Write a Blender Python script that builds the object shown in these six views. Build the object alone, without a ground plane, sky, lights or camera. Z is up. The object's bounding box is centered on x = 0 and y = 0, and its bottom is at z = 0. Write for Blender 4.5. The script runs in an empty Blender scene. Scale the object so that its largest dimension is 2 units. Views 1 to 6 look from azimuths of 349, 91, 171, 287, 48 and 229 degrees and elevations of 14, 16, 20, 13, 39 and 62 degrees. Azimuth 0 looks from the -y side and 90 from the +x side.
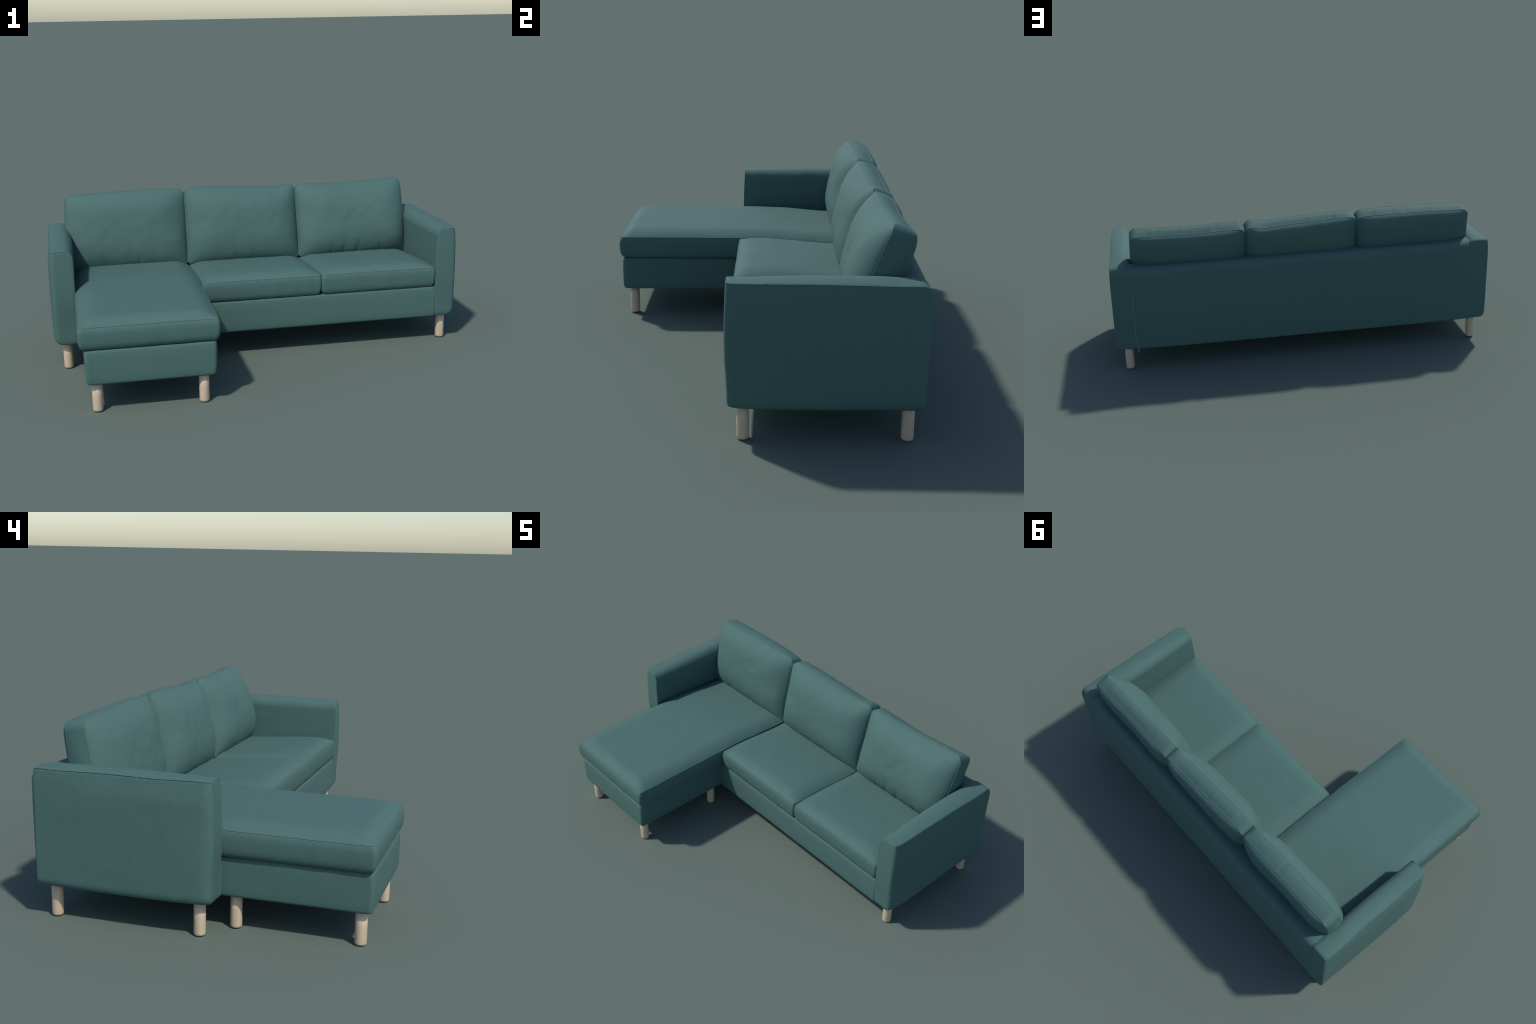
# Corner sofa with chaise: upholstered frame, three seat cushions, three loose
# back cushions, pale turned legs.  Everything is built from "soft boxes":
# rounded lattices that are warped by small shape functions.
import bpy
import math
import numpy as np

# --------------------------------------------------------------------------
# helpers: noise, soft boxes, tubes, objects
# --------------------------------------------------------------------------

def value_noise(p, seed):
    """smooth 3D value noise in -1..1 for an (n,3) array"""
    rng = np.random.RandomState(seed)
    table = rng.uniform(-1, 1, (32, 32, 32))
    i = np.floor(p).astype(int)
    f = p - i
    f = f * f * (3 - 2 * f)
    out = np.zeros(len(p))
    for dx in (0, 1):
        for dy in (0, 1):
            for dz in (0, 1):
                w = (np.where(dx, f[:, 0], 1 - f[:, 0]) *
                     np.where(dy, f[:, 1], 1 - f[:, 1]) *
                     np.where(dz, f[:, 2], 1 - f[:, 2]))
                out += w * table[(i[:, 0] + dx) % 32, (i[:, 1] + dy) % 32, (i[:, 2] + dz) % 32]
    return out


def smooth(t, lo=0.0, hi=1.0):
    t = np.clip((t - lo) / (hi - lo), 0, 1)
    return t * t * (3 - 2 * t)


def mix(a, b, t):
    return a + (b - a) * t


def curve(t, ts, vs):
    """smooth-ish profile through hand-placed control points"""
    t = np.asarray(t, float)
    h = 0.04 * (ts[-1] - ts[0])
    return (np.interp(t - h, ts, vs) + 2 * np.interp(t, ts, vs) + np.interp(t + h, ts, vs)) / 4


class SoftBox:
    """Box with half sizes h=(p,q,d): the p-q outline has its own corner radii
    (order: -p-q, +p-q, +p+q, -p+q); the two caps at -d/+d meet the side wall in
    a small rounded edge.  bend() turns raw lattice points into rounded ones."""

    def __init__(self, h, corners, edge_low, edge_high, step=0.008):
        self.h, self.corners = np.array(h, float), corners
        self.el, self.eh, self.step = edge_low, edge_high, step

    def axis(self, h, r_low, r_high):
        n = max(2, int(round((2 * h - r_low - r_high) / self.step)))
        lo = np.linspace(-h, -h + r_low, 6)[:-1]
        hi = np.linspace(h - r_high, h, 6)[1:]
        return np.concatenate([lo, np.linspace(-h + r_low, h - r_high, n + 1), hi])

    def radius(self, P):
        c = self.corners
        low = np.where(P[:, 0] < 0, c[0], c[1])
        high = np.where(P[:, 0] < 0, c[3], c[2])
        return np.where(P[:, 1] < 0, low, high)

    def bend(self, P):
        P = P.copy()
        hp = self.h[:2]
        rc = self.radius(P)
        s = np.sign(P[:, :2])
        d = np.maximum(np.abs(P[:, :2]) - (hp[None] - rc[:, None]), 0)
        both = (d[:, 0] > 1e-9) & (d[:, 1] > 1e-9)
        k = np.where(both, d.max(1) / np.maximum(np.hypot(d[:, 0], d[:, 1]), 1e-12), 1)
        P[:, :2] -= s * d * (1 - k)[:, None]
        # distance to outline and its normal
        q = np.abs(P[:, :2]) - (hp[None] - rc[:, None])
        corner = (q[:, 0] > 0) & (q[:, 1] > 0)
        L = np.maximum(np.hypot(np.maximum(q[:, 0], 0), np.maximum(q[:, 1], 0)), 1e-12)
        n = np.zeros_like(q)
        n[corner] = q[corner] / L[corner][:, None]
        xs = ~corner & (q[:, 0] >= q[:, 1])
        ys = ~corner & (q[:, 0] < q[:, 1])
        n[xs, 0] = 1
        n[ys, 1] = 1
        e = rc - np.where(corner, L, q.max(1))
        r = np.where(P[:, 2] < 0, self.el, self.eh)
        u = np.maximum(0, r - e)
        w = np.maximum(0, r - (self.h[2] - np.abs(P[:, 2])))
        k = np.where((u > 1e-9) & (w > 1e-9), np.maximum(u, w) / np.maximum(np.hypot(u, w), 1e-12), 1)
        P[:, :2] -= n * s * (u * (1 - k))[:, None]
        P[:, 2] -= np.sign(P[:, 2]) * w * (1 - k)
        return P

    def lattice(self):
        c = self.corners
        A = [self.axis(self.h[0], max(c[0], c[3]), max(c[1], c[2])),
             self.axis(self.h[1], max(c[0], c[1]), max(c[2], c[3])),
             self.axis(self.h[2], self.el, self.eh)]
        n = [len(a) for a in A]
        quads = []
        for ax in range(3):
            u, v = [k for k in range(3) if k != ax]
            for side in (0, n[ax] - 1):
                I, J = np.meshgrid(np.arange(n[u] - 1), np.arange(n[v] - 1), indexing='ij')
                def idx(di, dj):
                    t = [None] * 3
                    t[u], t[v], t[ax] = I + di, J + dj, np.full_like(I, side)
                    return (t[0] * n[1] + t[1]) * n[2] + t[2]
                quad = np.stack([idx(0, 0), idx(1, 0), idx(1, 1), idx(0, 1)], -1).reshape(-1, 4)
                flip = (side == 0) != (ax == 1)
                quads.append(quad[:, ::-1] if flip else quad)
        quads = np.concatenate(quads)
        ids, inv = np.unique(quads, return_inverse=True)
        F = inv.reshape(-1, 4)
        k = ids % n[2]
        j = (ids // n[2]) % n[1]
        i = ids // (n[1] * n[2])
        return np.stack([A[0][i], A[1][j], A[2][k]], -1), F

    def ring(self, side, step=0.006):
        """points along the outline at cap 'side' (-1/+1), for piping"""
        hp, hq = self.h[:2]
        n, m = int(2 * hp / step), int(2 * hq / step)
        # extra samples in corners
        def ax(h, k):
            return np.unique(np.concatenate([np.linspace(-h, h, k + 1), np.linspace(-h, -h + 0.03, 12), np.linspace(h - 0.03, h, 12)]))
        p, q = ax(hp, n), ax(hq, m)
        pts = [(x, -hq) for x in p[:-1]] + [(hp, y) for y in q[:-1]] + \
              [(x, hq) for x in p[:0:-1]] + [(-hp, y) for y in q[:0:-1]]
        P = np.array([(x, y, side * self.h[2]) for x, y in pts])
        return P


def make_object(name, V, F, material, parent=None):
    me = bpy.data.meshes.new(name)
    V = np.asarray(V, float)
    F = np.asarray(F)
    me.vertices.add(len(V))
    me.vertices.foreach_set("co", V.ravel())
    k = F.shape[1]
    me.loops.add(F.size)
    me.loops.foreach_set("vertex_index", F.ravel())
    me.polygons.add(len(F))
    me.polygons.foreach_set("loop_start", np.arange(0, F.size, k))
    me.polygons.foreach_set("loop_total", np.full(len(F), k))
    me.update(calc_edges=True)
    me.validate()
    import bmesh
    bm = bmesh.new()
    bm.from_mesh(me)
    bmesh.ops.recalc_face_normals(bm, faces=bm.faces)
    for f in bm.faces:
        f.smooth = True
    bm.to_mesh(me)
    bm.free()
    me.materials.append(material)
    ob = bpy.data.objects.new(name, me)
    bpy.context.scene.collection.objects.link(ob)
    ob.parent = parent
    return ob


def tube(pts, radius, closed=True, sides=8):
    pts = np.asarray(pts, float)
    n = len(pts)
    if closed:
        T = np.roll(pts, -1, 0) - np.roll(pts, 1, 0)
    else:
        T = np.gradient(pts, axis=0)
    T /= np.maximum(np.linalg.norm(T, axis=1), 1e-9)[:, None]
    c = pts - pts.mean(0)
    ref = np.linalg.svd(c, full_matrices=False)[2][2] if closed else np.array([0, 1.0, 0])
    S = np.cross(T, ref)
    S /= np.maximum(np.linalg.norm(S, axis=1), 1e-9)[:, None]
    U = np.cross(S, T)
    ang = np.linspace(0, 2 * math.pi, sides, endpoint=False)
    V = pts[:, None] + radius * (np.cos(ang)[None, :, None] * S[:, None] + np.sin(ang)[None, :, None] * U[:, None])
    V = V.reshape(-1, 3)
    F = []
    m = n if closed else n - 1
    for i in range(m):
        j = (i + 1) % n
        for k in range(sides):
            l = (k + 1) % sides
            F.append((i * sides + k, i * sides + l, j * sides + l, j * sides + k))
    return V, np.array(F)


# --------------------------------------------------------------------------
# materials
# --------------------------------------------------------------------------

def fabric_material(name, tint, gain=1.0):
    m = bpy.data.materials.new(name)
    m.use_nodes = True
    nt = m.node_tree
    bsdf = nt.nodes["Principled BSDF"]
    N = nt.nodes.new
    L = nt.links.new
    tc = N("ShaderNodeTexCoord")
    # warp threads: noise drawn out along the vertical
    mp = N("ShaderNodeMapping")
    mp.inputs["Scale"].default_value = (330, 330, 16)
    L(tc.outputs["Object"], mp.inputs["Vector"])
    rib = N("ShaderNodeTexNoise")
    rib.inputs["Scale"].default_value = 1.0
    rib.inputs["Detail"].default_value = 1.5
    L(mp.outputs[0], rib.inputs["Vector"])
    grain = N("ShaderNodeTexNoise")
    grain.inputs["Scale"].default_value = 420
    grain.inputs["Detail"].default_value = 2
    L(tc.outputs["Object"], grain.inputs["Vector"])
    patch = N("ShaderNodeTexNoise")
    patch.inputs["Scale"].default_value = 45
    patch.inputs["Detail"].default_value = 3
    L(tc.outputs["Object"], patch.inputs["Vector"])
    ramp = N("ShaderNodeValToRGB")
    r, g, b = [c * gain for c in tint]
    e = ramp.color_ramp.elements
    e[0].position, e[1].position = 0.36, 0.64
    e[0].color = (r * 1.00, g * 1.01, b * 0.975, 1)
    e[1].color = (r * 1.00, g * 0.99, b * 1.025, 1)
    L(patch.outputs["Fac"], ramp.inputs["Fac"])
    s = N("ShaderNodeMath")
    s.operation = 'ADD'
    L(rib.outputs["Fac"], s.inputs[0])
    L(grain.outputs["Fac"], s.inputs[1])
    mr = N("ShaderNodeMapRange")
    mr.inputs["From Min"].default_value = 0.6
    mr.inputs["From Max"].default_value = 1.4
    mr.inputs["To Min"].default_value = 0.94
    mr.inputs["To Max"].default_value = 1.06
    L(s.outputs[0], mr.inputs["Value"])
    mul = N("ShaderNodeVectorMath")
    mul.operation = 'SCALE'
    L(ramp.outputs["Color"], mul.inputs[0])
    L(mr.outputs[0], mul.inputs["Scale"])
    L(mul.outputs[0], bsdf.inputs["Base Color"])
    bump = N("ShaderNodeBump")
    bump.inputs["Strength"].default_value = 0.10
    bump.inputs["Distance"].default_value = 0.002
    L(s.outputs[0], bump.inputs["Height"])
    L(bump.outputs[0], bsdf.inputs["Normal"])
    bsdf.inputs["Roughness"].default_value = 0.8
    bsdf.inputs["Specular IOR Level"].default_value = 0.3
    return m


def wood_material():
    m = bpy.data.materials.new("pale_wood")
    m.use_nodes = True
    nt = m.node_tree
    bsdf = nt.nodes["Principled BSDF"]
    N, L = nt.nodes.new, nt.links.new
    tc = N("ShaderNodeTexCoord")
    mp = N("ShaderNodeMapping")
    mp.inputs["Scale"].default_value = (90, 90, 7)
    L(tc.outputs["Object"], mp.inputs["Vector"])
    n = N("ShaderNodeTexNoise")
    n.inputs["Scale"].default_value = 1
    n.inputs["Detail"].default_value = 4
    L(mp.outputs[0], n.inputs["Vector"])
    ramp = N("ShaderNodeValToRGB")
    e = ramp.color_ramp.elements
    e[0].position, e[1].position = 0.3, 0.7
    e[0].color = (0.54, 0.412, 0.292, 1)
    e[1].color = (0.61, 0.478, 0.348, 1)
    L(n.outputs["Fac"], ramp.inputs["Fac"])
    L(ramp.outputs["Color"], bsdf.inputs["Base Color"])
    bsdf.inputs["Roughness"].default_value = 0.55
    return m


TEAL = (0.0675, 0.1375, 0.1235)
FABRIC = fabric_material("teal_fabric", TEAL)
PIPING = fabric_material("teal_piping", TEAL, 1.04)
ZIP = fabric_material("zip_tape", (0.15, 0.22, 0.25))
WOOD = wood_material()

# --------------------------------------------------------------------------
# the sofa
# --------------------------------------------------------------------------
sofa = bpy.data.objects.new("corner_sofa", None)
bpy.context.scene.collection.objects.link(sofa)
sofa["label"] = "teal fabric three-seat sofa with chaise and pale wooden legs"
sofa["category"] = "sofa"

FRONT, REAR = -0.059, 0.617        # arm front / back panel
JOINT = 0.295                      # where the cushions meet


# ---- arms -----------------------------------------------------------------
def build_arm(sign, front, rear_round, welt_size, seed):
    # outline in x-z (p = outwards, q = up), swept along y
    box = SoftBox((0.052, 0.223, 0.331), (0.012, 0.014, 0.007, 0.036), 0.007, 0.008, 0.009)

    def warp(P):
        a, b, c = (P / box.h).T
        t = (c + 1) / 2
        v = (b + 1) / 2
        y = mix(front, 0.611, t)
        belly = np.clip(1 - b * b, 0, 1)
        inner = mix(0.876, 0.884, v) - 0.005 * np.sin(math.pi * np.clip(t, 0, 1)) * smooth(v, 0.3, 0.8)
        welt = curve(t, [0, 0.04, 0.15, 0.6, 0.85, 1.0], [0.986, 0.986, 0.989, 0.992, 0.997, 0.996])
        panel = curve(t, [0, 0.05, 0.2, 1.0], [0.987, 0.994, 0.999, 0.998]) - 0.006 * (1 - v) ** 3
        outer = mix(panel, welt, smooth(v, 0.8, 1.0))
        # front outer edge wraps softly round to the front panel
        near = np.clip(1 - (y - front) / 0.036, 0, 1)
        outer = outer - 0.017 * (1 - np.sqrt(np.clip(1 - near * near, 0, 1)))
        # bottom tucks under
        low = np.clip(1 - v / 0.07, 0, 1)
        outer = outer - 0.012 * low ** 2
        x = mix(inner, outer, (a + 1) / 2)
        top = mix(0.573, 0.571, t) + np.cos(a * math.pi / 2) * curve(t, [0, 0.3, 0.75, 1], [0.004, 0.010, 0.014, 0.004])
        near = np.clip(1 - (0.611 - y) / rear_round, 0, 1)
        top = top - rear_round * (1 - np.sqrt(np.clip(1 - near * near, 0, 1)))
        bottom = 0.127 - 0.004 * np.sin(math.pi * np.clip(t, 0, 1))
        z = mix(bottom, top, v)
        y = y + 0.005 * low ** 2 * (c < 0) - 0.007 * belly * smooth(-c, 0.9, 1.0) * smooth(v, 0, 0.5)
        W = np.stack([x, y, z], -1)
        d = 0.0010 * value_noise(W * 9 + 3, seed) + 0.0004 * value_noise(W * 40, seed + 1)
        W[:, 0] += d * np.clip(a * 3, -1, 1)
        W[:, 2] += 0.8 * d * smooth(v, 0.8, 1)
        # the cover is pulled a little unevenly along the outer top edge
        slack = value_noise(np.stack([y * 6, 0 * y + seed, 0 * y], -1), seed + 2)
        W[:, 2] += 0.0022 * slack * smooth(v, 0.85, 1) * smooth(a, 0, 1)
        W[:, 0] -= 0.0015 * (slack + 1) * smooth(v, 0.9, 1) * smooth(a, 0, 1)
        W[:, 0] *= sign
        return W

    P, F = box.lattice()
    arm = make_object("armrest", warp(box.bend(P)), F, FABRIC, sofa)
    # welt: up the inner front edge, over the top, along the outer top edge and down the rear
    hp, hq, hd = box.h
    path = []
    path += [(-hp, q, -hd) for q in np.linspace(-hq + 0.01, hq, 60)]
    path += [(p, hq, -hd) for p in np.linspace(-hp, hp, 30)[1:]]
    path += [(hp, hq, d) for d in np.linspace(-hd, hd - 0.004, 90)[1:]]
    R = warp(box.bend(np.array(path, float)))
    keep = [0]
    for i in range(1, len(R)):
        if np.linalg.norm(R[i] - R[keep[-1]]) > 0.0025:
            keep.append(i)
    V, F = tube(R[keep], welt_size, closed=False)
    make_object("piping", V, F, PIPING, arm)
    return arm


build_arm(1, FRONT, 0.028, 0.0018, 11)
build_arm(-1, FRONT - 0.002, 0.018, 0.0026, 21)


# ---- back panel -----------------------------------------------------------
def build_backrest():
    # outline in y-z, swept along x
    box = SoftBox((0.052, 0.221, 0.987), (0.01, 0.010, 0.044, 0.02), 0.007, 0.007, 0.012)

    def warp(P):
        a, b, c = (P / box.h).T
        v = (b + 1) / 2
        x = c * (0.996 - 0.006 * (1 - v) ** 3 - 0.012 * np.clip(1 - v / 0.07, 0, 1) ** 2)
        y = mix(0.515, REAR - 0.008 * (1 - v) ** 1.5 , (a + 1) / 2)
        bottom = 0.127 - 0.010 * (1 - np.abs(c) ** 6)
        z = mix(bottom, 0.570 - 0.004 * (1 - c ** 6), v)
        W = np.stack([x, y, z], -1)
        W[:, 1] += 0.0015 * value_noise(W * 5 + 7, 31) * (a > 0)
        return W

    P, F = box.lattice()
    back = make_object("backrest", warp(box.bend(P)), F, FABRIC, sofa)
    # zip tape running down the rear, with its pull below the hem
    z = np.linspace(0.442, 0.118, 40)
    x = 0.888 + 0.003 * np.sin((z - 0.118) / 0.324 * math.pi) - 0.007 * smooth(0.2 - z, 0, 0.08)
    y = np.full_like(z, REAR + 0.0012) - 0.008 * ((0.567 - z) / 0.44) ** 1.5
    V, F = tube(np.stack([x, y, z], -1), 0.0022, closed=False, sides=6)
    make_object("zip", V, F, ZIP, back)
    pull = SoftBox((0.004, 0.007, 0.0015), (0.002,) * 4, 0.0006, 0.0006, 0.003)
    P, F = pull.lattice()
    P = pull.bend(P)
    make_object("zip_pull", np.stack([P[:, 0] + 0.8805, P[:, 2] + REAR - 0.007, P[:, 1] + 0.114], -1), F, ZIP, back)


build_backrest()


# ---- seat bases -----------------------------------------------------------
def build_base(name, x0, x1, y0, y1, z0, z1, corner, seed, tuck):
    box = SoftBox(((x1 - x0) / 2, (y1 - y0) / 2, (z1 - z0) / 2), (corner,) * 4, 0.010, 0.010, 0.009)

    def warp(P):
        a, b, c = (P / box.h).T
        v = (c + 1) / 2
        k = 1 - tuck * (1 - v)
        x = mix(x0, x1, 0.5 + a * k / 2)
        y = mix(y0, y1, (b + 1) / 2)
        z = mix(z0, z1, v)
        W = np.stack([x, y, z], -1)
        d = 0.0012 * value_noise(W * np.array([7, 7, 9]) + 5, seed)
        W[:, 1] += np.where(b < 0, d - 0.005 * (1 - c ** 4), 0)
        W[:, 0] += np.where(np.abs(a) > 0.9, np.sign(a) * (0.003 * (1 - c ** 4) + d), 0)
        return W

    P, F = box.lattice()
    return make_object(name, warp(box.bend(P)), F, FABRIC, sofa)


build_base("seat_base", -0.882, 0.882, -0.057, 0.53, 0.124, 0.281, 0.010, 41, 0.0)
build_base("chaise_base", -0.862, -0.309, -0.606, -0.03, 0.127, 0.280, 0.016, 51, 0.018)


# ---- seat cushions --------------------------------------------------------
def build_seat(name, x0, x1, y0, y1, seed, z_bottom=0.283, crown=0.025, broad=0.004, drop=0.024, corner=0.016, bulge=0.005):
    box = SoftBox(((x1 - x0) / 2, (y1 - y0) / 2, 0.047), (corner,) * 4, 0.009, 0.005, 0.008)

    def warp(P):
        a, b, c = (P / box.h).T
        v = (c + 1) / 2
        t = (b + 1) / 2
        yy = mix(y0, y1, t)
        side = bulge * (1 - c ** 4) - 0.005 * (1 - v) ** 3
        # only the side walls bulge; shrink everything else in proportion
        x = mix(x0, x1, (a + 1) / 2) + a * side
        y = yy - np.clip(-b, 0, 1) ** 3 * side * 1.2
        top = 0.380 - drop * smooth(yy, 0.0, 0.40)
        # padding rises steeply from the welt, then crowns gently
        ex = (1 - np.abs(a)) * box.h[0]
        ey = (1 - np.abs(b)) * box.h[1]
        w = (1 - np.clip(1 - ex / 0.085, 0, 1) ** 2.2) * (1 - np.clip(1 - ey / 0.065, 0, 1) ** 2.2)
        z = mix(z_bottom - 0.004 * w, top + crown * w + broad * (1 - a * a) * (1 - b * b), v)
        W = np.stack([x, y, z], -1)
        n = value_noise(W * np.array([6, 6, 6]) + 2, seed)
        W[:, 2] += 0.0018 * n * w * v + 0.0012 * value_noise(W * np.array([13, 13, 2]), seed + 3) * v
        m = value_noise(W * np.array([26, 26, 8]), seed + 1)
        W[:, 1] += np.where(b < -0.9, 0.0012 * m, 0)
        W[:, 0] += np.where(np.abs(a) > 0.95, 0.0010 * m, 0)
        return W

    P, F = box.lattice()
    cushion = make_object(name, warp(box.bend(P)), F, FABRIC, sofa)
    for side, size in ((1, 0.0021), (-1, 0.0017)):
        V, F = tube(warp(box.bend(box.ring(side))), size)
        make_object("piping", V, F, PIPING, cushion)
    return cushion


G = 0.003
build_seat("chaise_cushion", -0.878, -JOINT - G, -0.611, 0.46, 61, crown=0.029, broad=0.004, drop=0.020, bulge=0.007)
build_seat("seat_cushion", -JOINT + G + 0.006, JOINT - G, -0.063, 0.46, 71, crown=0.021)
build_seat("seat_cushion", JOINT + G, 0.876, -0.063, 0.46, 81, crown=0.021)


# ---- back cushions --------------------------------------------------------
def build_back_cushion(x0, x1, left, right, puff_front, puff_back, top_line, back_bow, seed, bow=0.0, creases=6):
    """left / right: side profiles as ((y,z) front bottom, front top, back bottom, back top)"""
    box = SoftBox(((x1 - x0) / 2, 0.20, 0.035), (0.025, 0.025, 0.036, 0.036), 0.005, 0.005, 0.007)
    left, right = np.array(left), np.array(right)
    rng = np.random.RandomState(seed)
    pucker_at = np.sort(rng.uniform(-0.95, 0.95, 9))
    pucker_w = rng.uniform(0.014, 0.032, 9)
    pucker_h = rng.uniform(-1, 1, 9)
    low_at = 1 - 1.9 * rng.uniform(0.03, 1, creases) ** 1.6       # gather towards one side
    low_w = rng.uniform(0.02, 0.06, creases)
    low_h = rng.uniform(-0.6, 1, creases)
    low_up = rng.uniform(0.06, 0.15, creases)
    low_tilt = rng.uniform(-0.5, 0.5, creases)

    def warp(P):
        a, b, c = (P / box.h).T
        s, v, d = (a + 1) / 2, (b + 1) / 2, (c + 1) / 2
        x = mix(x0, x1, s)
        cor = left[None] + (right - left)[None] * s[:, None, None]      # n,4,2
        front = cor[:, 0] + (cor[:, 1] - cor[:, 0]) * v[:, None]
        back = cor[:, 2] + (cor[:, 3] - cor[:, 2]) * v[:, None]
        yz = front + (back - front) * d[:, None]
        wa = np.clip(1 - np.abs(a) ** mix(6.5, 4, smooth(v, 0, 0.7)), 0, 1) ** 0.75
        bb = np.where(b > 0, np.abs(b) ** 4.2, np.abs(b) ** 2.4)
        wb = np.clip(1 - bb, 0, 1) ** 0.75
        w = wa * wb
        rear = (np.clip(1 - np.abs(a) ** 7, 0, 1) * np.clip(1 - np.where(b > 0, np.abs(b) ** 6, b * b), 0, 1)) ** 0.75
        y = yz[:, 0] + mix(-puff_front * w, puff_back * rear, d)
        y = y - bow * np.sin(math.pi * np.clip(v, 0, 1)) * smooth(a, 0.2, 1) * (1 - d)    # slouching side seam
        y = y + back_bow * (1 - a * a) * smooth(b, 0, 1) * d                              # rear seam wanders
        z = yz[:, 1] + curve(a, *top_line) * smooth(b, 0.0, 1.0)
        z = z + 0.006 * (1 - c * c) * smooth(b, 0.85, 1.0) * wa      # padded boxing on top
        x = x + a * 0.006 * (1 - c * c) * np.clip(1 - b * b, 0, 1)
        W = np.stack([x, y, z], -1)
        face = np.clip(c * -1.0, 0, 1)
        W[:, 1] += 0.005 * value_noise(W * 7 + 1, seed + 1) * w * np.abs(c)
        W[:, 1] += 0.0018 * value_noise(W * 24 + 1, seed + 2) * w * np.abs(c)
        # puckers that fan up from the bottom seam
        for k in range(creases):
            low = np.exp(-((v - 0.09) / low_up[k]) ** 2) * face * wa
            W[:, 1] += low * 0.0034 * low_h[k] * np.exp(-((a - low_at[k] - low_tilt[k] * v) / low_w[k]) ** 2)
        # creases across the top boxing
        top = smooth(b, 0.9, 1.0) * (1 - c * c)
        for k in range(9):
            W[:, 2] += top * 0.0042 * pucker_h[k] * np.exp(-((a - pucker_at[k] - 0.03 * c) / pucker_w[k]) ** 2)
        W[:, 2] += 0.0015 * value_noise(W * np.array([14, 3, 3]), seed + 3) * smooth(b, 0.7, 1)
        return W

    P, F = box.lattice()
    cushion = make_object("back_cushion", warp(box.bend(P)), F, FABRIC, sofa)
    for side in (-1, 1):
        V, F = tube(warp(box.bend(box.ring(side))), 0.0018 if side < 0 else 0.0014)
        make_object("piping", V, F, PIPING, cushion)
    return cushion


FB = (0.393, 0.358)                # front bottom edge, resting on the seats
build_back_cushion(-0.905, -JOINT - 0.001,
                   ((0.384, 0.362), (0.458, 0.742), (0.484, 0.40), (0.530, 0.728)),
                   (FB, (0.470, 0.742), (0.480, 0.40), (0.530, 0.720)),
                   0.070, 0.042, ([-1, -0.6, 0, 0.6, 1], [-0.004, 0.001, 0.008, 0.009, 0.003]), 0.003, 101)
build_back_cushion(-JOINT - 0.002, JOINT - 0.001,
                   (FB, (0.468, 0.740), (0.480, 0.40), (0.530, 0.722)),
                   (FB, (0.488, 0.736), (0.480, 0.40), (0.548, 0.712)),
                   0.080, 0.045, ([-1, -0.6, 0.1, 0.7, 0.85, 1], [0.006, 0.010, 0.002, -0.006, 0.006, 0.003]), -0.003, 111)
build_back_cushion(JOINT - 0.002, 0.882,
                   (FB, (0.487, 0.737), (0.480, 0.40), (0.551, 0.712)),
                   ((0.395, 0.360), (0.503, 0.744), (0.452, 0.40), (0.567, 0.716)),
                   0.084, 0.042, ([-1, -0.5, 0, 0.5, 1], [0.003, -0.003, -0.008, -0.003, 0.003]), -0.012, 121, bow=0.022, creases=11)


# ---- legs -----------------------------------------------------------------
def build_legs():
    R, H = 0.0219, 0.140
    profile = [(0.0, 0.0), (R - 0.006, 0.0), (R - 0.0025, 0.0015), (R - 0.0006, 0.005),
               (R, 0.010), (R, H * 0.5), (R, H), (0.0, H)]
    n = 40
    V = [(0, 0, 0)]
    rings = profile[1:-1]
    for r, z in rings:
        V += [(r * math.cos(2 * math.pi * k / n), r * math.sin(2 * math.pi * k / n), z) for k in range(n)]
    V.append((0, 0, H))
    F = []
    for i in range(len(rings) - 1):
        for k in range(n):
            l = (k + 1) % n
            F.append((1 + i * n + k, 1 + i * n + l, 1 + (i + 1) * n + l, 1 + (i + 1) * n + k))
    last = 1 + (len(rings) - 1) * n
    for k in range(0, n):
        l = (k + 1) % n
        F.append((0, 1 + l, 1 + k))
        F.append((len(V) - 1, last + k, last + l))
    me = bpy.data.meshes.new("leg")
    me.from_pydata(V, [], F)
    me.update()
    for p in me.polygons:
        p.use_smooth = len(p.vertices) == 4
    me.materials.append(WOOD)
    spots = [(0.931, -0.005), (-0.930, -0.005), (0.931, 0.561), (-0.930, 0.560),
             (-0.816, -0.564), (-0.363, -0.564), (-0.814, -0.103), (-0.361, -0.103)]
    first = bpy.data.objects.new("leg", me)
    for k, (x, y) in enumerate(spots):
        ob = first if k == 0 else first.copy()
        ob.location = (x, y, 0)
        ob.rotation_euler = (0, 0, k * 0.9)
        bpy.context.scene.collection.objects.link(ob)
        ob.parent = sofa


build_legs()
